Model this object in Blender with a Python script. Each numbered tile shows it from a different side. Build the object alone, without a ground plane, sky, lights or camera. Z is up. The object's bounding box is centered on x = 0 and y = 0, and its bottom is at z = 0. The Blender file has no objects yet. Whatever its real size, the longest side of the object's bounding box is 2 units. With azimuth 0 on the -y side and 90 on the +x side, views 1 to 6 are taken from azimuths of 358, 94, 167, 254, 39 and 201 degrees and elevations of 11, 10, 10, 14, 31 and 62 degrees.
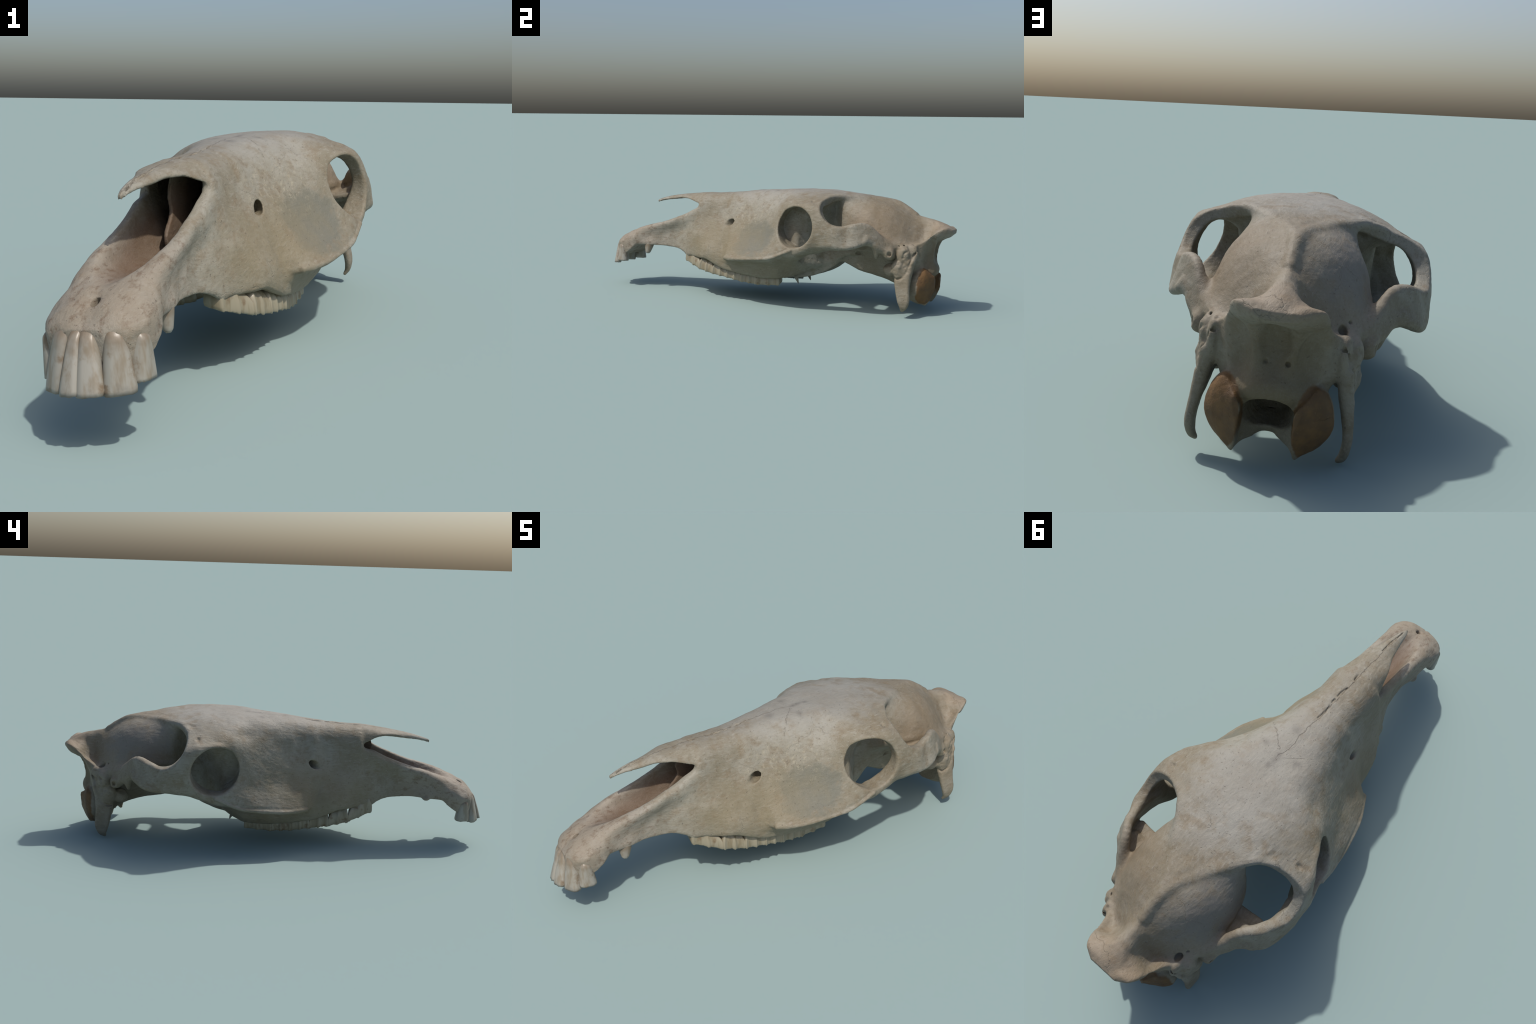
# Weathered horse skull (no lower jaw), modelled as an implicit bone surface:
# lofted cross-sections + swept struts + carved cavities, meshed, then cut into named bones.
import bpy, math, random
import numpy as np
from mathutils import Matrix, Vector, noise as mnoise

random.seed(7)
RNG = np.random.default_rng(7)
H = 0.0036                                   # lattice step of the implicit field

# ------------------------------------------------------------------ skull frame
# X to the animal's left, Y towards the occiput, Z up; the skull lies yawed and rolled in the world
EX = Vector((0.94277, -0.32320, 0.08201)).normalized()
EY = Vector((0.32429, 0.94596, 0.0)).normalized()
EZ = EX.cross(EY).normalized()
EY = EZ.cross(EX).normalized()
ORIGIN = Vector((-0.0255, 0.0087, -0.0022))
FRAME = Matrix((( EX.x, EY.x, EZ.x, ORIGIN.x), (EX.y, EY.y, EZ.y, ORIGIN.y), (EX.z, EY.z, EZ.z, ORIGIN.z), (0, 0, 0, 1)))

NX = int(0.42 / H) + 1
xs = np.arange(NX) * H
ys = np.arange(-1.10, 1.06, H)
zs = np.arange(-0.012, 0.69, H)
NY, NZ = len(ys), len(zs)
F = np.full((NX, NY, NZ), 0.5, np.float32)   # half field, mirrored later


def smin(a, b, k):
    h = np.maximum(k - np.abs(a - b), 0) / k
    return np.minimum(a, b) - h * h * k * 0.25


def smax(a, b, k):
    return -smin(-a, -b, k)


def window(lo, hi, axes):
    out = []
    for a, l, h in zip(axes, lo, hi):
        i0 = max(0, int(np.searchsorted(a, l)) - 1)
        i1 = min(len(a), int(np.searchsorted(a, h)) + 1)
        out.append(slice(i0, max(i1, i0)))
    return tuple(out)


class Field:
    def __init__(self, f, axes):
        self.f, self.axes = f, axes

    def put(self, fn, lo, hi, k, cut=False):
        m = k + 2 * H
        w = window([l - m for l in lo], [h + m for h in hi], self.axes)
        X, Y, Z = np.meshgrid(*[a[s] for a, s in zip(self.axes, w)], indexing="ij", sparse=True)
        if min(s.stop - s.start for s in w) <= 0:
            return
        d = fn(X, Y, Z).astype(np.float32)
        self.f[w] = smax(self.f[w], -d, k) if cut else smin(self.f[w], d, k)


def rot(axis, deg):
    return np.array(Matrix.Rotation(math.radians(deg), 3, axis))


def ellipsoid(field, c, r, k=0.02, cut=False, R=None, clip=None):
    c, r = np.array(c, float), np.array(r, float)

    def fn(X, Y, Z):
        P = [X - c[0], Y - c[1], Z - c[2]]
        if R is not None:
            P = [R[0, i] * P[0] + R[1, i] * P[1] + R[2, i] * P[2] for i in range(3)]
        k0 = np.sqrt((P[0] / r[0]) ** 2 + (P[1] / r[1]) ** 2 + (P[2] / r[2]) ** 2)
        k1 = np.sqrt((P[0] / r[0] ** 2) ** 2 + (P[1] / r[1] ** 2) ** 2 + (P[2] / r[2] ** 2) ** 2) + 1e-6
        d = k0 * (k0 - 1) / k1
        if clip is not None:
            d = smax(d, clip(X, Y, Z), 0.008)
        return d
    m = r.max() if R is not None else r
    field.put(fn, c - m, c + m, k, cut)


def catmull(pts, sub, closed=False):
    p = np.array(pts, float)
    n = len(p)
    out = []
    segs = n if closed else n - 1
    for i in range(segs):
        if closed:
            a, b, c, d = p[(i - 1) % n], p[i], p[(i + 1) % n], p[(i + 2) % n]
        else:
            a = p[i - 1] if i else 2 * p[0] - p[1]
            b, c = p[i], p[i + 1]
            d = p[i + 2] if i + 2 < n else 2 * p[-1] - p[-2]
        for t in np.arange(sub) / sub:
            out.append(0.5 * (2 * b + (c - a) * t + (2 * a - 5 * b + 4 * c - d) * t * t + (3 * b - a - 3 * c + d) * t ** 3))
    if not closed:
        out.append(p[-1])
    return np.array(out)


def sweep(field, rows, k=0.02, cut=False, up=(0, 0, 1), sub=5):
    """strut along a spline; row = (x, y, z, half size along `up`, half size across)"""
    q = catmull(rows, sub)
    c, ra, rb = q[:, :3], q[:, 3], q[:, 4]
    up = np.array(up, float)
    t = np.gradient(c, axis=0)
    t /= np.linalg.norm(t, axis=1)[:, None]
    a = up - t * (t @ up)[:, None]
    a /= np.linalg.norm(a, axis=1)[:, None]
    b = np.cross(t, a)

    def fn(X, Y, Z):
        best = None
        for i in range(len(c) - 1):
            s = c[i + 1] - c[i]
            L2 = s @ s
            u = np.clip(((X - c[i, 0]) * s[0] + (Y - c[i, 1]) * s[1] + (Z - c[i, 2]) * s[2]) / L2, 0, 1)
            px, py, pz = X - c[i, 0] - u * s[0], Y - c[i, 1] - u * s[1], Z - c[i, 2] - u * s[2]
            aa, bb, tt = a[i] , b[i], t[i]
            ua = np.abs(px * aa[0] + py * aa[1] + pz * aa[2])
            ub = np.abs(px * bb[0] + py * bb[1] + pz * bb[2])
            ut = px * tt[0] + py * tt[1] + pz * tt[2]
            A = ra[i] + u * (ra[i + 1] - ra[i])
            Bq = rb[i] + u * (rb[i + 1] - rb[i])
            r = np.minimum(A, Bq)
            d = np.sqrt(np.maximum(ua - A + r, 0) ** 2 + np.maximum(ub - Bq + r, 0) ** 2 + ut ** 2) - r
            best = d if best is None else np.minimum(best, d)
        return best
    m = np.maximum(ra, rb).max()
    field.put(fn, c.min(0) - m, c.max(0) + m, k, cut)


def pchip(x, y, q):
    h = np.diff(x)
    s = np.diff(y, axis=0) / h[:, None, None]
    m = np.zeros_like(y)
    w1, w2 = (2 * h[1:] + h[:-1])[:, None, None], (h[1:] + 2 * h[:-1])[:, None, None]
    same = s[:-1] * s[1:] > 0
    with np.errstate(divide="ignore", invalid="ignore"):
        m[1:-1] = np.where(same, (w1 + w2) / (w1 / s[:-1] + w2 / s[1:]), 0)
    m[0], m[-1] = s[0], s[-1]
    i = np.clip(np.searchsorted(x, q) - 1, 0, len(h) - 1)
    t = ((q - x[i]) / h[i])[:, None, None]
    hh = h[i][:, None, None]
    return ((1 + 2 * t) * (1 - t) ** 2 * y[i] + t * (1 - t) ** 2 * hh * m[i]
            + t * t * (3 - 2 * t) * y[i + 1] + t * t * (t - 1) * hh * m[i + 1])


def loft(field, stations, k=0.02, cut=False, closed=False, sub=4):
    """implicit loft along Y through half cross-sections of (x, z) points"""
    Y = np.array([s[0] for s in stations], float)
    P = np.array([s[1] for s in stations], float)
    margin = k + 3 * H
    ax, ay, az = field.axes
    j0 = max(0, int(np.searchsorted(ay, Y[0] - margin)))
    j1 = min(len(ay), int(np.searchsorted(ay, Y[-1] + margin)))
    yq = ay[j0:j1]
    S = pchip(Y, P, np.clip(yq, Y[0], Y[-1]))
    i1 = min(len(ax), int(np.searchsorted(ax, P[..., 0].max() + margin)) + 1)
    i0 = 0 if not closed else max(0, int(np.searchsorted(ax, P[..., 0].min() - margin)) - 1)
    k0 = max(0, int(np.searchsorted(az, P[..., 1].min() - margin)) - 1)
    k1 = min(len(az), int(np.searchsorted(az, P[..., 1].max() + margin)) + 1)
    gx, gz = ax[i0:i1, None].astype(np.float32), az[None, k0:k1].astype(np.float32)
    D = np.empty((i1 - i0, len(yq), k1 - k0), np.float32)
    for j in range(len(yq)):
        if closed:
            q = catmull(S[j], sub, True)
            q = np.vstack([q, q[:1]])
        else:
            q = catmull(np.vstack([[[-S[j][1][0], S[j][1][1]]], S[j], [[-S[j][-2][0], S[j][-2][1]]]]), sub)[sub:-sub]
        d2 = np.full((i1 - i0, k1 - k0), 9.0, np.float32)
        par = np.zeros(d2.shape, bool)
        for (x0, z0), (x1, z1) in zip(q[:-1].tolist(), q[1:].tolist()):
            ex, ez = x1 - x0, z1 - z0
            L2 = ex * ex + ez * ez
            if L2 < 1e-12:
                continue
            px, pz = gx - x0, gz - z0
            u = np.clip((px * ex + pz * ez) / L2, 0, 1)
            np.minimum(d2, (px - u * ex) ** 2 + (pz - u * ez) ** 2, out=d2)
            if ez != 0:
                zin = ((z0 <= gz) != (z1 <= gz))
                par ^= zin & (gx < x0 + (gz - z0) * (ex / ez))
        d = np.sqrt(d2)
        D[:, j] = np.where(par, -d, d)
    gy = np.gradient(D, H, axis=1)
    D /= np.sqrt(1 + np.clip(gy, -2.5, 2.5) ** 2)
    over = np.maximum(Y[0] - yq, yq - Y[-1]).astype(np.float32)[None, :, None]
    D = np.where(over > 0, np.maximum(D, over), D)
    D = np.maximum(D, over)
    w = (slice(i0, i1), slice(j0, j1), slice(k0, k1))
    field.f[w] = smax(field.f[w], -D, k) if cut else smin(field.f[w], D, k)


def widen(pts):
    """12-point section -> 13 points (no facial crest there)"""
    pts = list(pts)
    if len(pts) == 12:
        a, b = pts[6], pts[7]
        pts.insert(7, ((a[0] + b[0]) / 2, (a[1] + b[1]) / 2))
    return pts


half = Field(F, (xs, ys, zs))

# ------------------------------------------------------------------ face and snout
# order: roof middle, roof, shoulder, three side points, (crest), under crest, tooth socket, palate edge, palate, palate middle
SNOUT = [                                   # incisor-bearing end and toothless bar
    (-1.011, [(0, .264), (.02, .267), (.035, .264), (.044, .255), (.047, .247), (.047, .238), (.046, .228), (.045, .218), (.042, .208), (.036, .2), (.015, .195), (0, .195)]),
    (-.995, [(0, .280), (.033, .285), (.061, .279), (.080, .267), (.088, .254), (.087, .238), (.085, .222), (.082, .205), (.077, .195), (.068, .183), (.03, .18), (0, .18)]),
    (-.973, [(0, .300), (.034, .306), (.066, .299), (.092, .281), (.104, .262), (.102, .242), (.1, .222), (.098, .208), (.096, .195), (.09, .184), (.05, .185), (0, .185)]),
    (-.945, [(0, .315), (.034, .320), (.068, .312), (.096, .293), (.113, .275), (.116, .255), (.113, .236), (.111, .218), (.108, .202), (.101, .188), (.055, .2), (0, .205)]),
    (-.92, [(0, .328), (.035, .333), (.072, .326), (.099, .306), (.112, .288), (.117, .266), (.117, .246), (.116, .23), (.114, .215), (.106, .2), (.06, .21), (0, .215)]),
    (-.89, [(0, .338), (.038, .343), (.075, .338), (.098, .317), (.109, .3), (.115, .278), (.116, .26), (.116, .245), (.116, .232), (.108, .222), (.06, .235), (0, .24)]),
    (-.85, [(0, .350), (.05, .358), (.08, .354), (.097, .34), (.104, .32), (.107, .3), (.108, .282), (.107, .27), (.105, .26), (.095, .25), (.05, .262), (0, .265)]),
    (-.78, [(0, .37), (.05, .378), (.082, .377), (.097, .364), (.099, .345), (.096, .325), (.096, .305), (.1, .285), (.103, .27), (.096, .254), (.05, .268), (0, .275)]),
    (-.70, [(0, .395), (.06, .398), (.084, .397), (.098, .384), (.097, .365), (.091, .345), (.087, .325), (.087, .3), (.088, .275), (.084, .256), (.045, .272), (0, .28)]),
    (-.60, [(0, .43), (.06, .433), (.088, .431), (.101, .416), (.099, .395), (.091, .37), (.087, .345), (.09, .315), (.094, .28), (.092, .25), (.05, .27), (0, .28)]),
    (-.54, [(0, .455), (.06, .457), (.09, .456), (.106, .44), (.108, .415), (.103, .39), (.1, .365), (.107, .33), (.112, .29), (.112, .235), (.07, .26), (0, .275)]),
    (-.50, [(0, .478), (.06, .478), (.092, .477), (.107, .462), (.112, .435), (.112, .41), (.114, .38), (.123, .34), (.132, .29), (.13, .213), (.08, .25), (0, .27)]),
]
MUZZLE = [                                  # from the nasal notch to the front of the cheek crest
    (-.462, [(0, .50), (.06, .50), (.094, .498), (.107, .482), (.113, .455), (.116, .425), (.124, .385), (.139, .335), (.15, .27), (.145, .215), (.085, .245), (0, .265)]),
    (-.440, [(0, .585), (.05, .579), (.086, .556), (.105, .52), (.114, .48), (.12, .44), (.132, .39), (.15, .33), (.160, .26), (.152, .212), (.085, .24), (0, .265)]),
    (-.36, [(0, .588), (.048, .583), (.082, .561), (.102, .525), (.113, .485), (.125, .44), (.148, .385), (.18, .32), (.203, .26), (.194, .21), (.105, .235), (0, .26)]),
    (-.28, [(0, .594), (.05, .587), (.084, .563), (.103, .528), (.117, .488), (.135, .44), (.163, .38), (.198, .31), (.222, .24), (.206, .18), (.11, .225), (0, .25)]),
    (-.215, [(0, .60), (.055, .593), (.092, .569), (.115, .536), (.132, .496), (.15, .45), (.192, .35), (.234, .252), (.236, .225), (.228, .195), (.21, .159), (.12, .215), (0, .24)]),
    (-.19, [(0, .603), (.057, .596), (.093, .57), (.115, .536), (.132, .498), (.153, .451), (.207, .34), (.272, .238), (.246, .215), (.23, .187), (.21, .156), (.12, .212), (0, .24)]),
]
CHEEK = [                                   # cheek crest and eye region
    (-.10, [(0, .614), (.063, .608), (.101, .586), (.131, .551), (.154, .506), (.178, .455), (.232, .35), (.320, .237), (.258, .212), (.235, .17), (.207, .141), (.12, .205), (0, .235)]),
    (0., [(0, .621), (.078, .616), (.127, .595), (.159, .561), (.188, .517), (.217, .462), (.272, .35), (.344, .245), (.272, .21), (.24, .16), (.204, .132), (.12, .2), (0, .235)]),
    (.10, [(0, .628), (.1, .623), (.157, .599), (.193, .566), (.232, .534), (.264, .484), (.310, .37), (.359, .257), (.28, .21), (.242, .16), (.197, .135), (.115, .2), (0, .24)]),
    (.16, [(0, .631), (.11, .627), (.185, .608), (.232, .578), (.271, .549), (.298, .493), (.334, .38), (.366, .277), (.285, .235), (.225, .19), (.17, .145), (.1, .19), (0, .25)]),
    (.24, [(0, .634), (.115, .629), (.2, .609), (.259, .585), (.298, .562), (.332, .538), (.35, .43), (.368, .315), (.343, .268), (.22, .235), (.125, .18), (.09, .19), (0, .26)]),
    (.31, [(0, .634), (.115, .63), (.2, .610), (.257, .589), (.311, .566), (.350, .538), (.367, .44), (.374, .34), (.35, .298), (.26, .28), (.10, .21), (.075, .215), (0, .27)]),
    (.37, [(0, .630), (.11, .624), (.2, .604), (.26, .585), (.314, .562), (.355, .522), (.374, .45), (.376, .385), (.354, .322), (.27, .29), (.09, .235), (.06, .24), (0, .27)]),
    (.47, [(0, .617), (.07, .615), (.14, .60), (.22, .58), (.29, .556), (.335, .52), (.360, .45), (.368, .39), (.348, .334), (.27, .34), (.05, .27), (.04, .26), (0, .26)]),
    (.54, [(0, .60), (.03, .60), (.08, .58), (.16, .55), (.24, .50), (.28, .46), (.302, .43), (.310, .40), (.300, .365), (.26, .365), (.05, .27), (.04, .26), (0, .26)]),
]
loft(half, [(y, widen(p)) for y, p in SNOUT + MUZZLE + CHEEK], k=0.006)

# sharp lip of the cheek crest
sweep(half, [(.272, -.192, .234, .009, .009), (.288, -.16, .233, .008, .008), (.318, -.10, .236, .007, .008), (.343, 0, .244, .006, .007), (.359, .10, .256, .006, .007), (.367, .16, .277, .006, .007), (.370, .23, .308, .006, .007)], k=0.012)

# orbit and temporal hollow under the outer shell (closed cross-sections)
HOLLOW = [
    (.14, [(.25, .465), (.268, .47), (.282, .452), (.287, .43), (.282, .408), (.265, .39), (.25, .395), (.24, .43)]),
    (.17, [(.248, .505), (.275, .518), (.302, .494), (.315, .44), (.307, .37), (.285, .342), (.26, .347), (.242, .43)]),
    (.21, [(.228, .505), (.270, .528), (.308, .505), (.324, .43), (.308, .345), (.275, .318), (.232, .325), (.211, .42)]),
    (.25, [(.232, .502), (.266, .530), (.308, .51), (.324, .43), (.288, .340), (.242, .2), (.186, .2), (.182, .40)]),
    (.29, [(.212, .502), (.26, .532), (.305, .512), (.322, .43), (.288, .340), (.245, .15), (.150, .12), (.146, .39)]),
    (.34, [(.185, .508), (.258, .540), (.306, .514), (.324, .44), (.298, .350), (.258, .15), (.120, .1), (.10, .38)]),
    (.42, [(.12, .57), (.26, .55), (.31, .515), (.328, .44), (.316, .375), (.298, .2), (.10, .08), (.10, .4)]),
    (.62, [(.12, .57), (.26, .55), (.31, .515), (.328, .44), (.322, .38), (.318, .2), (.10, .08), (.10, .4)]),
]
loft(half, HOLLOW, k=0.012, cut=True, closed=True)


def orbit_hole(X, Y, Z):
    a = np.sqrt(((Y - .238) / .107) ** 2 + ((Z - .430) / .107) ** 2)
    return np.maximum((a - 1) * .107, .22 - X)


half.put(orbit_hole, (.22, .12, .31), (.42, .36, .55), 0.012, cut=True)

# rear rim of the eye bar and top of the arch: one smooth scoop
ellipsoid(half, (.33, .508, .582), (.205, .141, .142), k=0.010, cut=True)

# nasal passage: open gutter in front, tunnel behind
PASSAGE = []
for y, w, zf, zt in [(-.905, .006, .340, .42), (-.88, .024, .338, .45), (-.84, .045, .336, .5), (-.78, .056, .334, .5), (-.70, .062, .332, .5), (-.60, .066, .332, .52),
                     (-.50, .070, .350, .53), (-.455, .074, .365, .56), (-.42, .076, .375, .562), (-.30, .080, .385, .567), (-.15, .088, .37, .575), (.0, .10, .33, .58), (.05, .08, .35, .55)]:
    zr = min(zt - .035, float(np.interp(y, [-.95, -.80, -.60, -.50, -.44], [.35, .375, .43, .475, .53])))
    d = max(zr - zf, .01)
    PASSAGE.append((y, [(0, zt), (w * .6, zt - .004), (w * 1.02, zr + .012), (w * .9, zf + .62 * d), (w * .66, zf + .30 * d), (w * .34, zf + .07 * d), (0, zf)]))
loft(half, PASSAGE, k=0.012, cut=True)

# nasal bones running forward as a free spike
SPIKE = []
for y, zt, w, ze in [(-.781, .526, .004, .519), (-.75, .538, .013, .526), (-.70, .552, .023, .534), (-.65, .561, .033, .541), (-.60, .568, .044, .548), (-.555, .574, .064, .547),
                     (-.50, .580, .08, .534), (-.455, .585, .092, .520), (-.40, .578, .09, .508)]:
    t = .016 if y > -.7 else .012
    SPIKE.append((y, [(0, zt), (w * .45, zt - .003), (w * .8, zt - (zt - ze) * .45), (w, ze + .003), (w * .94, ze - .003), (w * .75, zt - (zt - ze) * .5 - t * .9), (w * .4, zt - t - .002), (0, zt - t)]))
loft(half, SPIKE, k=0.012)

# ------------------------------------------------------------------ braincase
BRAIN = [
    (.14, [(0, .6), (.06, .6), (.1, .585), (.12, .56), (.13, .5), (.13, .42), (.12, .35), (.1, .28), (.06, .25), (0, .25)]),
    (.34, [(0, .6315), (.112, .627), (.205, .602), (.120, .565), (.10, .51), (.098, .43), (.095, .35), (.085, .29), (.06, .25), (0, .25)]),
    (.40, [(0, .628), (.11, .621), (.19, .606), (.140, .57), (.118, .51), (.115, .43), (.11, .36), (.085, .30), (.06, .25), (0, .25)]),
    (.46, [(0, .622), (.07, .62), (.143, .608), (.158, .566), (.172, .505), (.178, .44), (.172, .39), (.085, .32), (.06, .235), (0, .23)]),
    (.52, [(0, .616), (.05, .615), (.1, .607), (.150, .566), (.184, .512), (.201, .445), (.203, .392), (.09, .32), (.06, .21), (0, .205)]),
    (.58, [(0, .61), (.025, .608), (.06, .6), (.13, .572), (.186, .515), (.213, .45), (.215, .39), (.1, .32), (.06, .2), (0, .188)]),
    (.64, [(0, .602), (.012, .6), (.037, .593), (.115, .562), (.174, .507), (.208, .443), (.222, .378), (.115, .31), (.06, .19), (0, .17)]),
    (.70, [(0, .588), (.008, .585), (.024, .576), (.098, .546), (.155, .493), (.195, .428), (.222, .358), (.14, .29), (.06, .17), (0, .15)]),
    (.76, [(0, .554), (.008, .55), (.026, .541), (.081, .51), (.132, .46), (.174, .40), (.205, .352), (.16, .27), (.06, .14), (0, .12)]),
    (.82, [(0, .518), (.01, .514), (.03, .501), (.061, .472), (.098, .424), (.136, .378), (.178, .355), (.16, .26), (.07, .10), (0, .082)]),
    (.87, [(0, .506), (.012, .502), (.028, .487), (.047, .455), (.071, .413), (.1, .383), (.142, .378), (.118, .27), (.08, .17), (0, .16)]),
    (.90, [(0, .499), (.015, .495), (.032, .484), (.047, .456), (.071, .425), (.099, .402), (.132, .398), (.092, .32), (.07, .21), (0, .21)]),
    (.915, [(0, .495), (.02, .491), (.04, .472), (.06, .452), (.085, .433), (.107, .42), (.126, .414), (.085, .37), (.055, .27), (0, .27)]),
    (.94, [(0, .488), (.03, .482), (.052, .466), (.078, .455), (.1, .448), (.115, .443), (.122, .43), (.112, .405), (.085, .385), (0, .38)]),
    (.985, [(0, .47), (.03, .466), (.05, .465), (.07, .466), (.085, .464), (.098, .46), (.102, .452), (.093, .432), (.07, .415), (0, .41)]),
    (1.012, [(0, .45), (.02, .45), (.04, .452), (.05, .452), (.055, .45), (.058, .447), (.058, .442), (.052, .435), (.03, .43), (0, .43)]),
]
loft(half, BRAIN, k=0.004)
# temporal line: a barely raised edge from the eye bar to the sagittal crest
sweep(half, [(.225, .376, .587, .005, .006), (.19, .402, .594, .005, .006), (.143, .455, .598, .005, .006), (.10, .517, .5965, .005, .006), (.058, .583, .590, .005, .006), (.02, .65, .586, .005, .006), (.005, .72, .571, .005, .005), (.003, .80, .523, .005, .005)], k=0.026)
# roof of the spinal opening standing out from the nape, condyles as wedges, then the notch
ellipsoid(half, (0, .885, .232), (.105, .056, .055), k=0.04)
CONDYLE = [
    (.79, [(.12, .19), (.06, .18), (.02, .15), (.02, .082), (.09, .084), (.13, .105), (.148, .14), (.145, .17)]),
    (.835, [(.122, .225), (.07, .215), (.022, .15), (.024, .080), (.085, .058), (.14, .085), (.162, .135), (.155, .195)]),
    (.86, [(.125, .242), (.085, .227), (.052, .15), (.052, .075), (.09, .052), (.138, .08), (.166, .133), (.158, .195)]),
    (.892, [(.12, .245), (.088, .228), (.066, .165), (.075, .054), (.095, .058), (.125, .09), (.148, .14), (.143, .2)]),
    (.915, [(.105, .235), (.085, .22), (.066, .17), (.072, .08), (.085, .085), (.1, .11), (.115, .15), (.115, .2)]),
    (.938, [(.085, .21), (.078, .2), (.067, .175), (.069, .13), (.072, .13), (.076, .15), (.083, .17), (.087, .195)]),
]
loft(half, CONDYLE, k=0.012, closed=True)
sweep(half, [(0, 1.06, .10, .085, .062), (0, .96, .10, .085, .062)], k=0.006, cut=True)
sweep(half, [(0, 1.03, .148, .060, .067), (0, .93, .150, .058, .067), (0, .87, .152, .052, .065), (0, .78, .160, .040, .05)], k=0.006, cut=True)
# the nape: a sunk middle triangle between two low pillars
ellipsoid(half, (0, .953, .345), (.05, .052, .075), k=0.025, cut=True)
ellipsoid(half, (.098, .945, .305), (.042, .062, .09), k=0.03, cut=True)
# jugular processes
sweep(half, [(.178, .80, .28, .05, .022), (.190, .793, .20, .044, .02), (.203, .797, .13, .037, .014), (.208, .806, .08, .033, .012), (.203, .806, .046, .022, .011), (.191, .797, .0245, .009, .007)], k=0.02, up=(0, 1, 0))
# mastoid lumps, sutures between them and the bony ear tube
ellipsoid(half, (.192, .765, .245), (.028, .034, .045), k=0.012)
ellipsoid(half, (.190, .788, .315), (.026, .035, .045), k=0.012)
ellipsoid(half, (.167, .832, .32), (.018, .03, .05), k=0.012)
ellipsoid(half, (.17, .72, .23), (.03, .04, .035), k=0.012)
sweep(half, [(.17, .725, .30, .022, .022), (.226, .727, .315, .026, .023)], k=0.008)
sweep(half, [(.20, .727, .310, .017, .015), (.26, .727, .322, .017, .015)], k=0.004, cut=True)
for crack in ([(.150, .868, .365), (.175, .846, .325), (.196, .832, .285), (.206, .818, .245), (.212, .80, .205), (.206, .77, .190), (.196, .745, .192)],
              [(.213, .80, .33), (.218, .79, .29), (.222, .772, .275), (.222, .75, .262)],
              [(.19, .845, .345), (.205, .815, .335), (.212, .80, .325)]):
    sweep(half, [(x, y, z, .006, .0055) for x, y, z in crack], k=0.005, cut=True)

# ------------------------------------------------------------------ cheek arch and eye bar
sweep(half, [(.335, .40, .375, .045, .015), (.344, .45, .385, .052, .017), (.338, .51, .386, .060, .017), (.322, .56, .402, .064, .017),
             (.293, .602, .417, .056, .017), (.266, .642, .395, .046, .019), (.242, .678, .362, .04, .021), (.215, .71, .335, .035, .026)], k=0.03, up=(-.3, 0, 1))
# articular tubercle, roof of the jaw joint, process behind it
sweep(half, [(.305, .53, .355, .015, .014), (.26, .54, .345, .02, .02), (.24, .55, .35, .022, .022), (.18, .56, .35, .025, .03)], k=0.02)
sweep(half, [(.300, .565, .374, .011, .06), (.24, .58, .370, .014, .07), (.18, .59, .370, .02, .075)], k=0.02)
sweep(half, [(.285, .595, .392, .012, .04), (.25, .61, .378, .014, .05), (.2, .62, .365, .018, .05)], k=0.02)
sweep(half, [(.255, .655, .36, .02, .024), (.245, .66, .318, .014, .022), (.24, .66, .297, .008, .012)], k=0.015, up=(0, 1, 0))

# ------------------------------------------------------------------ skull base
sweep(half, [(.1, .10, .185, .05, .02), (.088, .2, .19, .05, .014), (.08, .29, .207, .04, .011), (.075, .35, .228, .03, .011), (.06, .41, .262, .02, .015)], k=0.015)
ellipsoid(half, (0, .22, .19), (.066, .16, .085), k=0.02, cut=True)
sweep(half, [(.1, .17, .14, .012, .01), (.1, .185, .105, .003, .003)], k=0.008, up=(0, 1, 0))
# holes in the wall behind the eye
ellipsoid(half, (.16, .42, .33), (.03, .03, .018), k=0.01, cut=True)
ellipsoid(half, (.135, .335, .352), (.03, .03, .026), k=0.012, cut=True)
ellipsoid(half, (.10, .52, .295), (.03, .018, .014), k=0.008, cut=True)
ellipsoid(half, (.20, .69, .265), (.03, .035, .02), k=0.01, cut=True)

# ------------------------------------------------------------------ small openings on the face
sweep(half, [(.172, -.29, .415, .012, .010), (.161, -.24, .419, .018, .012), (.146, -.208, .422, .021, .017), (.125, -.185, .424, .019, .016)], k=0.006, cut=True)
ellipsoid(half, (.302, .320, .577), (.013, .009, .012), k=0.008, cut=True)

# ------------------------------------------------------------------ mirror to the full field, then what differs left and right
full = np.concatenate([F[:0:-1], F], axis=0)
fx = np.concatenate([-xs[:0:-1], xs])
whole = Field(full, (fx, ys, zs))
ellipsoid(whole, (.004, -.946, .308), (.009, .0145, .028), k=0.006, cut=True, R=rot("X", 45))
# open midline seam of the nasal bones: broken slits
for y0, y1, r in [(-.775, -.60, .0042), (-.44, -.405, .006), (-.36, -.30, .006), (-.285, -.265, .0075), (-.25, -.17, .0055)]:
    rows = []
    for t in np.linspace(0, 1, 4):
        y = y0 + (y1 - y0) * t
        rows.append((.006 + .003 * math.sin(37 * y), y, float(np.interp(y, [-.78, -.71, -.62, -.54, -.46, -.37, -.25, -.12], [.525, .55, .566, .576, .584, .588, .597, .612])), .008, r * .58 * (.6 + .4 * math.sin(math.pi * t))))
    sweep(whole, rows, k=0.004, cut=True)
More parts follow.
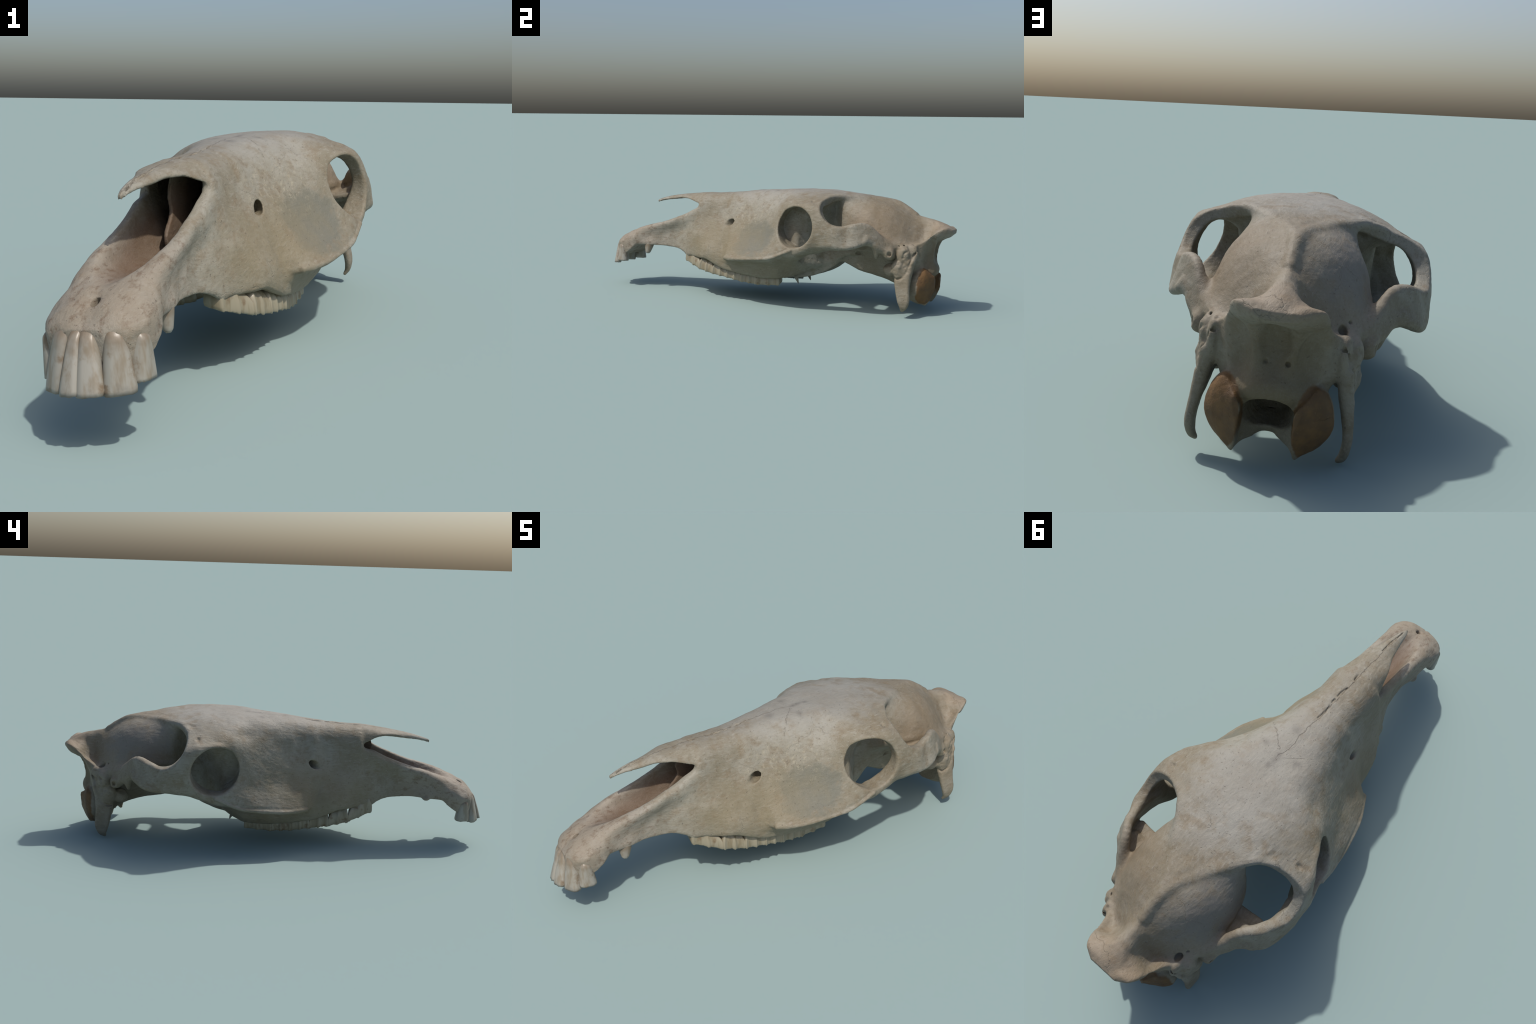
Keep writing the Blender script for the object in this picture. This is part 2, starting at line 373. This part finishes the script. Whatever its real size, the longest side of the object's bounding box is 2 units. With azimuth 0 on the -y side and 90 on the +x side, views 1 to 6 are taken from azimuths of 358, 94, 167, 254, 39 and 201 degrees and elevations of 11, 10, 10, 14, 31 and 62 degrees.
# thin upright partition left inside the nose
whole.put(lambda X, Y, Z: np.maximum(np.maximum(np.abs(X - .004 + .004 * np.sin(9 * Y)) - .0045, -.488 - .42 * np.clip(.5 - Z, 0, 1) + .012 * np.sin(60 * Z) - Y), np.maximum(.31 - Z, Z - .575)),
          (-.02, -.60, .31), (.03, .04, .575), 0.006)
# stub of the lost right canine
ellipsoid(whole, (-.098, -.775, .256), (.013, .018, .012), k=0.008)
# pits at the rear of the temporal hollows, right one broken open
ellipsoid(whole, (-.155, .80, .37), (.012, .02, .02), k=0.006, cut=True)
for x, y, z, r in [(.186, .79, .36, .006), (.165, .84, .372, .009), (.195, .765, .357, .005), (.158, .80, .40, .006), (-.17, .77, .39, .006), (-.15, .84, .385, .007), (.02, .915, .30, .006), (-.035, .915, .30, .006)]:
    ellipsoid(whole, (x, y, z), (r, r * 1.3, r), k=0.004, cut=True)


# ------------------------------------------------------------------ surface nets
def surface_nets(f, axes):
    s = f < 0
    nx, ny, nz = f.shape
    c = s[:-1, :-1, :-1].astype(np.int8)
    n = np.zeros((nx - 1, ny - 1, nz - 1), np.int8)
    for i in (0, 1):
        for j in (0, 1):
            for k in (0, 1):
                n += s[i:nx - 1 + i, j:ny - 1 + j, k:nz - 1 + k]
    act = np.argwhere((n > 0) & (n < 8))
    idx = np.full((nx - 1, ny - 1, nz - 1), -1, np.int32)
    idx[tuple(act.T)] = np.arange(len(act))
    acc, cnt = np.zeros((len(act), 3)), np.zeros(len(act))
    corners = [(i, j, k) for i in (0, 1) for j in (0, 1) for k in (0, 1)]
    val = {o: f[act[:, 0] + o[0], act[:, 1] + o[1], act[:, 2] + o[2]].astype(np.float64) for o in corners}
    for a in corners:
        for ax in range(3):
            if a[ax] == 0:
                b = tuple(1 if q == ax else a[q] for q in range(3))
                va, vb = val[a], val[b]
                m = (va < 0) != (vb < 0)
                t = np.where(m, va / np.where(m, va - vb, 1), 0)
                p = np.tile(np.array(a, float), (len(act), 1))
                p[:, ax] += t
                acc += p * m[:, None]
                cnt += m
    v = act + acc / cnt[:, None]
    v = np.stack([axes[q][0] + v[:, q] * H for q in range(3)], 1)
    quads = []
    for ax in range(3):
        u, w = (ax + 1) % 3, (ax + 2) % 3
        sl0, sl1 = [slice(None)] * 3, [slice(None)] * 3
        sl0[ax], sl1[ax] = slice(0, -1), slice(1, None)
        e = s[tuple(sl0)] != s[tuple(sl1)]
        pos = np.argwhere(e)
        pos = pos[(pos[:, u] > 0) & (pos[:, w] > 0) & (pos[:, u] < f.shape[u] - 1) & (pos[:, w] < f.shape[w] - 1)]
        inside_first = s[tuple(pos.T)]
        q = []
        for du, dw in ((1, 1), (0, 1), (0, 0), (1, 0)):
            pp = pos.copy()
            pp[:, u] -= du
            pp[:, w] -= dw
            q.append(idx[tuple(pp.T)])
        q = np.stack(q, 1)
        q[~inside_first] = q[~inside_first][:, ::-1]
        quads.append(q)
    return v, np.vstack(quads)


V, Q = surface_nets(full, (fx, ys, zs))

# keep the largest connected piece
lab = np.arange(len(V))
while True:
    m = lab[Q].min(1)
    new = lab.copy()
    for c in range(4):
        np.minimum.at(new, Q[:, c], m)
    new = new[new]
    if (new == lab).all():
        break
    lab = new
roots, counts = np.unique(lab, return_counts=True)
keep = lab == roots[counts.argmax()]
remap = np.cumsum(keep) - 1
Q = remap[Q[keep[Q].all(1)]]
V = V[keep]

# the muzzle is a little broader on the left and drifts off the midline; the nose less so
def drift(P):
    ease = lambda a: a * a * (3 - 2 * a)
    a = ease(np.clip((-.42 - P[:, 1]) / .35, 0, 1))
    n = ease(np.clip((.05 - P[:, 1]) / .4, 0, 1))
    rim = np.interp(P[:, 1], [-.95, -.80, -.60, -.50, -.44], [.36, .375, .43, .475, .50])
    b = 1 - np.clip((P[:, 2] - rim - .015) / .03, 0, 1)
    return .005 * n + a * b * (.003 + .075 * P[:, 0]), a


dx, edge = drift(V)
V[:, 2] += np.where(V[:, 0] < -.03, .010, 0) * np.clip((-V[:, 0] - .03) / .04, 0, 1) * np.clip((V[:, 2] - .33) / .05, 0, 1) * np.clip((-.46 - V[:, 1]) / .05, 0, 1) * np.clip((V[:, 1] + .88) / .1, 0, 1)
V[:, 0] += dx
# the right cheek arch bows out farther than the left one
bow = np.clip((V[:, 1] - .22) / .16, 0, 1) * np.clip((.70 - V[:, 1]) / .10, 0, 1) * np.clip((-V[:, 0] - .26) / .09, 0, 1)
V[:, 0] -= .024 * bow * bow * (3 - 2 * bow)

# gentle fairing
E = np.vstack([Q[:, [0, 1]], Q[:, [1, 2]], Q[:, [2, 3]], Q[:, [3, 0]]])
deg = np.bincount(E[:, 0], minlength=len(V)) + np.bincount(E[:, 1], minlength=len(V))


def laplace(A):
    out = np.empty_like(A)
    for c in range(3):
        out[:, c] = np.bincount(E[:, 0], A[E[:, 1], c], len(A)) + np.bincount(E[:, 1], A[E[:, 0], c], len(A))
    return out / deg[:, None] - A


for lam in (.5, -.52) * 3:
    V = V + lam * laplace(V)
# melt the joint where the nasal spike leaves the roof
melt = np.exp(-((V[:, 1] + .448) / .022) ** 4) * np.clip((V[:, 2] - .515) / .02, 0, 1)
for _ in range(30):
    V = V + .5 * melt[:, None] * laplace(V)


def vertex_normals(V):
    a, b, c, d = (V[Q[:, i]] for i in range(4))
    n = np.cross(c - a, d - b)
    out = np.zeros_like(V)
    for i in range(4):
        for k in range(3):
            out[:, k] += np.bincount(Q[:, i], n[:, k], len(V))
    return out / (np.linalg.norm(out, axis=1)[:, None] + 1e-12)


# ------------------------------------------------------------------ weathered relief
N = vertex_normals(V)


def lattice_noise(P, scale, seed):
    """smooth value noise on a hashed lattice, vectorised"""
    p = P * scale + seed * 17.31
    i = np.floor(p).astype(np.int64)
    t = p - i
    t = t * t * (3 - 2 * t)
    out = np.zeros(len(P))
    for dx in (0, 1):
        for dy in (0, 1):
            for dz in (0, 1):
                h = (i[:, 0] + dx) * 374761393 + (i[:, 1] + dy) * 668265263 + (i[:, 2] + dz) * 2147483647 + seed * 97
                h = (h ^ (h >> 13)) * 1274126177
                h = ((h ^ (h >> 16)) & 0xFFFF) / 65535.0
                out += h * (t[:, 0] if dx else 1 - t[:, 0]) * (t[:, 1] if dy else 1 - t[:, 1]) * (t[:, 2] if dz else 1 - t[:, 2])
    return out * 2 - 1


relief = .0016 * lattice_noise(V, 14, 1) + .0009 * lattice_noise(V, 35, 2) + .0005 * lattice_noise(V * np.array([1, .35, 1]), 130, 3)
ear = np.exp(-(((np.abs(V[:, 0]) - .20) / .04) ** 2 + ((V[:, 1] - .79) / .06) ** 2 + ((V[:, 2] - .27) / .07) ** 2))
relief = relief + ear * (.0045 * lattice_noise(V, 42, 4) + .003 * lattice_noise(V, 85, 5))
V = V + N * relief[:, None]
N = vertex_normals(V)

# ------------------------------------------------------------------ materials
def nodes_of(name):
    m = bpy.data.materials.new(name)
    m.use_nodes = True
    nt = m.node_tree
    return m, nt, nt.nodes["Principled BSDF"]


class G:
    """small helper to write node graphs"""
    def __init__(self, nt):
        self.nt = nt

    def n(self, kind, **kw):
        node = self.nt.nodes.new(kind)
        for k, v in kw.items():
            setattr(node, k, v)
        return node

    def link(self, a, b):
        self.nt.links.new(a, b)

    def val(self, sock, v):
        if hasattr(v, "is_linked") or isinstance(v, bpy.types.NodeSocket):
            self.link(v, sock)
        else:
            sock.default_value = v

    def noise(self, vec, scale, detail=4, rough=.55, stretch=None):
        if stretch:
            mp = self.n("ShaderNodeMapping")
            mp.inputs["Scale"].default_value = stretch
            self.link(vec, mp.inputs["Vector"])
            vec = mp.outputs["Vector"]
        t = self.n("ShaderNodeTexNoise")
        t.inputs["Scale"].default_value = scale
        t.inputs["Detail"].default_value = detail
        t.inputs["Roughness"].default_value = rough
        self.link(vec, t.inputs["Vector"])
        return t.outputs["Fac"]

    def math(self, op, a, b=0.0, clamp=False):
        t = self.n("ShaderNodeMath", operation=op, use_clamp=clamp)
        self.val(t.inputs[0], a)
        self.val(t.inputs[1], b)
        return t.outputs[0]

    def step(self, v, lo, hi):
        t = self.n("ShaderNodeMapRange", interpolation_type="SMOOTHSTEP")
        self.val(t.inputs["Value"], v)
        t.inputs["From Min"].default_value = lo
        t.inputs["From Max"].default_value = hi
        return t.outputs["Result"]

    def mix(self, fac, a, b, blend="MIX"):
        t = self.n("ShaderNodeMix", data_type="RGBA", blend_type=blend)
        self.val(t.inputs["Factor"], fac)
        self.val(t.inputs["A"] if False else t.inputs[6], a)
        self.val(t.inputs[7], b)
        return t.outputs[2]

    def blob(self, vec, c, r, soft=.5, wob=None):
        """soft ellipsoidal patch mask around c with radii r"""
        mp = self.n("ShaderNodeMapping", vector_type="POINT")
        mp.inputs["Location"].default_value = [-c[i] / r[i] for i in range(3)]
        mp.inputs["Scale"].default_value = [1 / q for q in r]
        self.link(vec, mp.inputs["Vector"])
        ln = self.n("ShaderNodeVectorMath", operation="LENGTH")
        self.link(mp.outputs["Vector"], ln.inputs[0])
        d = ln.outputs["Value"]
        if wob is not None:
            d = self.math("ADD", d, wob)
        return self.math("SUBTRACT", 1.0, self.step(d, 1 - soft, 1 + soft * .4))


TONE = .49


def rgb(r, g, b):
    """sRGB 0-255 -> linear"""
    f = lambda c: (c / 12.92 if c <= .04045 else ((c + .055) / 1.055) ** 2.4)
    return (f(r / 255) * TONE, f(g / 255) * TONE, f(b / 255) * TONE, 1)


def bone_material():
    m, nt, bsdf = nodes_of("weathered_bone")
    g = G(nt)
    co = g.n("ShaderNodeTexCoord").outputs["Object"]
    sep = g.n("ShaderNodeSeparateXYZ")
    g.link(co, sep.inputs[0])
    X, Y, Z = sep.outputs
    big = g.noise(co, 4.5, 5, .62)
    mid = g.noise(co, 17, 5, .62)
    small = g.noise(co, 55, 4, .65)
    # fibres of the bone run lengthwise and swirl a little
    swirl = g.n("ShaderNodeTexNoise")
    swirl.inputs["Scale"].default_value = 3.5
    g.link(co, swirl.inputs["Vector"])
    sw = g.n("ShaderNodeVectorMath", operation="SCALE")
    sw.inputs["Scale"].default_value = .16
    g.link(swirl.outputs["Color"], sw.inputs[0])
    warped = g.n("ShaderNodeVectorMath", operation="ADD")
    g.link(co, warped.inputs[0])
    g.link(sw.outputs[0], warped.inputs[1])
    warped = warped.outputs[0]
    streak = g.noise(warped, 130, 4, .68, (1, .24, 1))
    fine = g.noise(co, 260, 3, .6)
    col = g.mix(g.step(big, .36, .64), rgb(166, 156, 133), rgb(190, 185, 169))
    col = g.mix(g.math("MULTIPLY", g.step(mid, .48, .68), .6), col, rgb(156, 137, 108))
    col = g.mix(g.math("MULTIPLY", g.step(small, .55, .7), .38), col, rgb(146, 128, 104))
    col = g.mix(g.math("MULTIPLY", g.step(streak, .52, .68), .34), col, rgb(208, 205, 192))
    col = g.mix(g.math("MULTIPLY", g.math("SUBTRACT", 1.0, g.step(streak, .34, .46)), .3), col, rgb(132, 118, 96))
    wob = g.math("MULTIPLY", g.math("SUBTRACT", mid, .5), 1.2)
    # cooler, chalkier brow
    col = g.mix(g.math("MULTIPLY", g.blob(co, (0, .08, .66), (.32, .52, .13), .6, wob), .6), col, rgb(192, 190, 181))
    # bluish-grey rubbed patch on the left cheek
    col = g.mix(g.math("MULTIPLY", g.blob(co, (.27, -.025, .35), (.13, .145, .12), .28, wob), .85), col, rgb(138, 139, 127))
    # warm brown snout, palate margin and braincase sides
    col = g.mix(g.math("MULTIPLY", g.blob(co, (0, -.9, .3), (.3, .3, .2), .6, wob), .55), col, rgb(192, 178, 160))
    dash = g.math("MULTIPLY", g.step(g.noise(co, 46, 5, .72, (1, .5, .8)), .5, .68), g.blob(co, (0, -.86, .32), (.3, .34, .2), .6, wob))
    col = g.mix(g.math("MULTIPLY", dash, .7), col, rgb(134, 108, 84))
    for sx in (-1, 1):
        col = g.mix(g.math("MULTIPLY", g.blob(co, (.17 * sx, .62, .45), (.12, .2, .15), .6, wob), .55 if sx > 0 else .25), col, rgb(160, 139, 110))
    for sx in (-1, 1):
        col = g.mix(g.math("MULTIPLY", g.blob(co, (.2 * sx, -.22, .28), (.16, .42, .22), .7, wob), .5), col, rgb(163, 148, 113))
    col = g.mix(g.math("MULTIPLY", g.blob(co, (0, .86, .32), (.42, .46, .42), .6, wob), .35), col, rgb(158, 135, 104))
    col = g.mix(g.math("MULTIPLY", g.blob(co, (-.13, .60, .48), (.11, .19, .12), .45, wob), .6), col, rgb(150, 147, 142))  # right braincase tinted grey: bluish ambient shadow painted into the bone colour
    # ochre nuchal crest rim, olive-brown nape face
    col = g.mix(g.math("MULTIPLY", g.blob(co, (0, .97, .47), (.16, .09, .05), .5, wob), .3), col, rgb(190, 162, 130))
    col = g.mix(g.math("MULTIPLY", g.blob(co, (0, .93, .27), (.16, .09, .13), .4, wob), .7), col, rgb(138, 121, 90))
    # reddish brown inside of the nose
    col = g.mix(g.math("MULTIPLY", g.blob(co, (.006, -.46, .39), (.080, .46, .15), .25), .75), col, rgb(122, 93, 70))
    # pale flecks on the left cheek
    fleck = g.math("MULTIPLY", g.step(g.noise(co, 85, 5, .75, (1, .7, .45)), .54, .64), g.blob(co, (.19, -.09, .47), (.12, .26, .10), .6, wob))
    col = g.mix(g.math("MULTIPLY", fleck, .4), col, rgb(222, 212, 184))
    # grey stains on the brow
    for c, r in [((.03, -.08, .62), (.018, .026, .05)), ((.015, .07, .63), (.014, .03, .05)), ((-.06, .04, .62), (.02, .02, .05)), ((.09, .04, .62), (.02, .016, .05)), ((.02, .115, .63), (.01, .012, .05))]:
        col = g.mix(g.math("MULTIPLY", g.blob(co, c, r, 1.1, g.math("MULTIPLY", wob, 2.2)), .45), col, rgb(118, 112, 106))
    # dried cartilage on the condyles, cut off sharply from the bone
    ochre = g.mix(g.step(g.noise(co, 16, 4, .6), .35, .65), rgb(152, 113, 68), rgb(122, 92, 60))
    ochre = g.mix(g.math("MULTIPLY", g.step(fine, .58, .72), .3), ochre, rgb(182, 150, 106))
    cart = None
    for sx in (-1, 1):
        mk = g.blob(co, (.117 * sx, .905, .148), (.058, .08, .104), .07, g.math("MULTIPLY", wob, .25))
        cart = mk if cart is None else g.math("MAXIMUM", cart, mk)
    # thin sutures and drying cracks
    v = g.n("ShaderNodeTexVoronoi", feature="DISTANCE_TO_EDGE")
    v.inputs["Scale"].default_value = 3.2
    wv = g.n("ShaderNodeVectorMath", operation="ADD")
    nz = g.n("ShaderNodeTexNoise")
    nz.inputs["Scale"].default_value = 18
    nz.inputs["Detail"].default_value = 5
    g.link(co, nz.inputs["Vector"])
    sc = g.n("ShaderNodeVectorMath", operation="SCALE")
    sc.inputs["Scale"].default_value = .09
    g.link(nz.outputs["Color"], sc.inputs[0])
    g.link(co, wv.inputs[0])
    g.link(sc.outputs[0], wv.inputs[1])
    g.link(wv.outputs[0], v.inputs["Vector"])
    crack = g.math("SUBTRACT", 1.0, g.step(v.outputs["Distance"], .0, .006))
    crack = g.math("MULTIPLY", crack, g.math("MULTIPLY", g.step(big, .5, .62), g.step(Y, -.6, -.4)))
    col = g.mix(g.math("MULTIPLY", crack, .2), col, rgb(92, 78, 64))
    jig = g.math("MULTIPLY", g.math("SUBTRACT", g.noise(co, 34, 4, .7), .5), .022)
    bend = g.math("MULTIPLY", g.math("SUBTRACT", g.noise(co, 7, 2, .5), .5), .10)
    top = g.math("MULTIPLY", g.step(Z, .5, .53), g.math("MULTIPLY", g.step(Y, -.80, -.76), g.math("SUBTRACT", 1.0, g.step(Y, .02, .09))))
    line = g.math("ABSOLUTE", g.math("ADD", g.math("SUBTRACT", X, .006), g.math("ADD", jig, g.math("MULTIPLY", bend, g.step(Y, -.25, .0)))))
    seam = g.math("MULTIPLY", g.math("SUBTRACT", 1.0, g.step(line, .0008, .0026)), top)
    cross = g.math("ABSOLUTE", g.math("ADD", g.math("SUBTRACT", g.math("ADD", Y, g.math("MULTIPLY", g.math("ABSOLUTE", X), .9)), .06), g.math("MULTIPLY", jig, 2.0)))
    seam2 = g.math("MULTIPLY", g.math("SUBTRACT", 1.0, g.step(cross, .0012, .0034)), g.math("MULTIPLY", g.step(Z, .53, .56), g.step(mid, .42, .56)))
    seam = g.math("MAXIMUM", seam, g.math("MULTIPLY", seam2, .8))
    col = g.mix(g.math("MULTIPLY", seam, .42), col, rgb(98, 84, 70))
    # pores and speckle
    pores = g.step(g.noise(co, 130, 2, .5), .66, .74)
    col = g.mix(g.math("MULTIPLY", pores, .45), col, rgb(98, 80, 62))
    col = g.mix(g.math("MULTIPLY", g.math("SUBTRACT", fine, .5), .5, clamp=True), col, rgb(220, 212, 198))
    col = g.mix(cart, col, ochre)
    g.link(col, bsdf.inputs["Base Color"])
    bsdf.inputs["Roughness"].default_value = .62
    bsdf.inputs["Specular IOR Level"].default_value = .35
    hgt = g.math("ADD", g.math("MULTIPLY", streak, .6), g.math("ADD", g.math("MULTIPLY", fine, .25), g.math("MULTIPLY", small, .8)))
    hgt = g.math("SUBTRACT", hgt, g.math("ADD", g.math("ADD", g.math("MULTIPLY", seam, 1.2), g.math("MULTIPLY", crack, .8)), g.math("MULTIPLY", pores, .5)))
    b = g.n("ShaderNodeBump")
    b.inputs["Strength"].default_value = .5
    b.inputs["Distance"].default_value = .004
    g.link(hgt, b.inputs["Height"])
    g.link(b.outputs[0], bsdf.inputs["Normal"])
    return m


def enamel_material(name, base, dark, stain, cement=None):
    m, nt, bsdf = nodes_of(name)
    g = G(nt)
    co = g.n("ShaderNodeTexCoord").outputs["Object"]
    s = g.noise(co, 40, 4, .6, (1, 1, .2))
    b = g.noise(co, 22, 4, .6)
    col = g.mix(g.step(s, .42, .66), base, dark)
    col = g.mix(g.math("MULTIPLY", g.step(b, .55, .7), .7), col, stain)
    if cement:
        sp = g.n("ShaderNodeSeparateXYZ")
        g.link(co, sp.inputs[0])
        up = g.math("ADD", sp.outputs[2], g.math("MULTIPLY", g.math("SUBTRACT", b, .5), .09))
        col = g.mix(g.math("MULTIPLY", g.step(up, .205, .262), .75), col, cement)
        edge = g.math("SUBTRACT", 1.0, g.step(up, .128, .150))
        col = g.mix(g.math("MULTIPLY", edge, .35), col, rgb(120, 112, 104))
    g.link(col, bsdf.inputs["Base Color"])
    bsdf.inputs["Roughness"].default_value = .38
    bmp = g.n("ShaderNodeBump")
    bmp.inputs["Strength"].default_value = .25
    bmp.inputs["Distance"].default_value = .003
    g.link(s, bmp.inputs["Height"])
    g.link(bmp.outputs[0], bsdf.inputs["Normal"])
    return m


BONE = bone_material()
INCISOR = enamel_material("incisor_enamel", rgb(200, 195, 182), rgb(178, 164, 142), rgb(148, 120, 86), rgb(152, 130, 102))
MOLAR = enamel_material("molar_enamel", rgb(192, 182, 156), rgb(168, 154, 124), rgb(136, 104, 68))

# ------------------------------------------------------------------ objects
skull = bpy.data.objects.new("horse_skull", None)
bpy.context.scene.collection.objects.link(skull)
skull.matrix_world = FRAME
skull["label"] = "weathered horse skull without lower jaw, long snout with big front teeth"
skull["category"] = "animal skull"


def add(name, verts, faces, mat, parent=skull, normals=None):
    me = bpy.data.meshes.new(name)
    me.vertices.add(len(verts))
    me.vertices.foreach_set("co", np.asarray(verts, np.float32).ravel())
    n = len(faces)
    if isinstance(faces, np.ndarray):
        me.loops.add(n * 4)
        me.loops.foreach_set("vertex_index", faces.astype(np.int32).ravel())
        me.polygons.add(n)
        me.polygons.foreach_set("loop_start", np.arange(0, n * 4, 4, dtype=np.int32))
    else:
        me.clear_geometry()
        me.from_pydata([tuple(v) for v in verts], [], faces)
    me.update(calc_edges=True)
    me.validate()
    me.polygons.foreach_set("use_smooth", np.ones(len(me.polygons), bool))
    me.materials.append(mat)
    if normals is not None:
        me.normals_split_custom_set_from_vertices([tuple(q) for q in normals])
    ob = bpy.data.objects.new(name, me)
    bpy.context.scene.collection.objects.link(ob)
    ob.parent = parent
    return ob


# split the one bone surface by region
C = V[Q].mean(1)
ax_, cy, cz = np.abs(C[:, 0]), C[:, 1], C[:, 2]
region = np.full(len(C), "maxilla", dtype=object)
region[cy < -.47 + .25 * (.5 - cz)] = "incisive_bone"
region[(cz > .505) & (cy < .02 - 1.2 * ax_) & (cz > .5 + .05 * np.clip(cy + .45, 0, 1))] = "nasal_bone"
front = (cy > .02 - .35 * ax_) & (cz > .52 - .0 * cy)
region[front & (region != "nasal_bone")] = "frontal_bone"
region[(cy > .44) & (ax_ < .25)] = "braincase"
region[(cy > .3) & (cz < .52) & (ax_ < .23)] = "braincase"
region[(ax_ > .235) & (cy > .1) & (cz < .50)] = "zygomatic_arch"
region[(ax_ > .235) & (cy > .35) & (cz >= .50) & (region != "frontal_bone")] = "zygomatic_arch"
region[(cy > .84) | ((cy > .8) & (cz > .46)) | ((cy > .72) & (cz < .17))] = "occipital_bone"
region[(cz < .215) & (cy > .70) & (ax_ > .172)] = "jugular_process"
cond = (ax_ > .07) & (cy > .835) & (cz < .243 - .4 * np.abs(ax_ - .12)) & (cz > .03) & (ax_ < .175)
region[cond] = "occipital_condyle"
for name in sorted(set(region)):
    sides = [1, -1] if name in ("zygomatic_arch", "jugular_process", "occipital_condyle") else [0]
    for s in sides:
        pick = region == name
        if s:
            pick &= (C[:, 0] > 0) == (s > 0)
        q = Q[pick]
        if not len(q):
            continue
        used, inv = np.unique(q, return_inverse=True)
        add(name, V[used], inv.reshape(-1, 4), BONE, normals=N[used])


# ------------------------------------------------------------------ teeth
def tube(rings):
    n = len(rings[0])
    verts = [p for r in rings for p in r]
    faces = []
    for i in range(len(rings) - 1):
        for j in range(n):
            faces.append((i * n + j, i * n + (j + 1) % n, (i + 1) * n + (j + 1) % n, (i + 1) * n + j))
    faces.append(tuple(range(n))[::-1])
    faces.append(tuple((len(rings) - 1) * n + j for j in range(n)))
    return verts, faces


BOUNDS = [-.512, -.396, -.302, -.209, -.122, -.028, .105]
OUTER = [.131, .187, .204, .210, .207, .203, .195]
BOTTOM = [.184, .146, .127, .114, .098, .089, .094]
for side in (1, -1):
    for i in range(6):
        y0, y1 = BOUNDS[i] - .0022, BOUNDS[i + 1] + .0022
        x0, x1, b0, b1 = OUTER[i], OUTER[i + 1], BOTTOM[i], BOTTOM[i + 1]
        rr = random.Random(100 + i * 2 + (side > 0))
        depth = .085 if i else .07
        outline = []
        for t in np.linspace(0, 1, 25):                     # outer wall with three upright ridges
            ridge = .007 * (math.exp(-((t - .05) / .08) ** 2) + math.exp(-((t - .52) / .08) ** 2) + .6 * math.exp(-((t - .95) / .07) ** 2)) - .004
            outline.append((x0 + (x1 - x0) * t + ridge, y0 + (y1 - y0) * t, b0 + (b1 - b0) * t, ridge))
        for t in np.linspace(1, 0, 13):
            f = .35 + .65 * math.sin(math.pi * (.12 + .76 * t)) ** .6
            outline.append((x0 + (x1 - x0) * t - depth * f, y0 + (y1 - y0) * (.04 + .92 * t), b0 + (b1 - b0) * t + .012, 0))
        jag = [rr.uniform(-.0015, .0015) for _ in outline]
        rings = []
        for h, inset in [(.07, .035), (.05, .014), (.034, .002), (.012, 0), (.003, .002), (0, .007)]:
            ring = []
            cxm = sum(p[0] for p in outline) / len(outline)
            cym = (y0 + y1) / 2
            for p, jg in zip(outline, jag):
                x, y = p[0], p[1]
                s = inset / .06
                x += (cxm - x) * s
                y += (cym - y) * s * .5
                ring.append((side * x, y, p[2] + h + (jg - .4 * p[3] if h < .02 else 0)))
            rings.append(ring)
        v, f = tube(rings)
        if side > 0:
            f = [tuple(reversed(q)) for q in f]
        ob = add("cheek_tooth", v, f, MOLAR)

# incisors: arched row of six, each a long crown tapering up into its socket
# (middle of the biting edge x, y; width; turn of the row there; height of edge and root; lean)
INCISORS = [(.037, -1.060, .063, 18, .136, .280, .050), (.096, -1.028, .074, 32, .132, .280, .026), (.137, -.957, .070, 84, .148, .262, .004),
            (-.014, -1.066, .052, -6, .138, .280, .052), (-.070, -1.036, .074, -32, .137, .282, .036), (-.119, -.964, .070, -78, .150, .262, .004)]
for i, (cx, cy_, w, ang, zb, zg, lean) in enumerate(INCISORS):
    rr = random.Random(300 + i)
    a = math.radians(ang)
    tx, ty = math.cos(a), math.sin(a)               # along the row
    nx, ny = math.sin(a), -math.cos(a)              # outwards
    wob = [rr.uniform(-.0016, .0016) for _ in range(24)]
    rings = []
    for t in np.linspace(0, 1, 16):
        z = zg + (zb - zg) * t
        back = lean * (1 - t) ** 1.15 + .026 * max(0, 1 - t / .25) ** 2
        ww = w * (.44 + .58 * t ** .7) * .5
        dd = .018 + .004 * t
        if t > .97:
            ww, dd = ww * .95, dd * .9
        ring = []
        for k in range(24):
            q = 2 * math.pi * k / 24
            u = math.copysign(abs(math.cos(q)) ** .7, math.cos(q)) * ww
            v_ = math.copysign(abs(math.sin(q)) ** .75, math.sin(q)) * dd
            if v_ > 0:
                v_ -= .0022 * math.exp(-(u / (ww * .22)) ** 2) * min(1, t * 2)      # shallow groove down the lip face
            v_ += -.22 * (abs(u) / ww) ** 2.2 * dd - dd - back
            ring.append((cx + tx * u + nx * v_, cy_ + ty * u + ny * v_, z + (wob[k] if t > .9 else 0)))
        rings.append(ring)
    v, f = tube(rings)
    add("incisor", v, f, INCISOR)

# left canine
rings = []
for t in np.linspace(0, 1, 9):
    z = .264 + (.203 - .264) * t
    r = .031 * (1 - .56 * t ** 1.2) if t < .95 else .009
    rings.append([(.094 + .009 * t + .75 * r * math.cos(k * math.pi / 8), -.783 - .006 * t + r * math.sin(k * math.pi / 8), z) for k in range(16)])
v, f = tube(rings)
add("canine_tooth", v, [tuple(reversed(q)) for q in f], INCISOR)

# ------------------------------------------------------------------ stand on the ground and centre
bpy.context.view_layer.update()
pts = np.vstack([np.array([ob.matrix_world @ v.co for v in ob.data.vertices]) if len(ob.data.vertices) < 5000 else
                 (np.array([v.co for v in ob.data.vertices]) @ np.array(ob.matrix_world)[:3, :3].T + np.array(ob.matrix_world)[:3, 3])
                 for ob in skull.children])
print({n: int((region == n).sum()) for n in set(region)})
print("BOUNDS", pts.min(0).round(3), pts.max(0).round(3), "faces", len(Q))
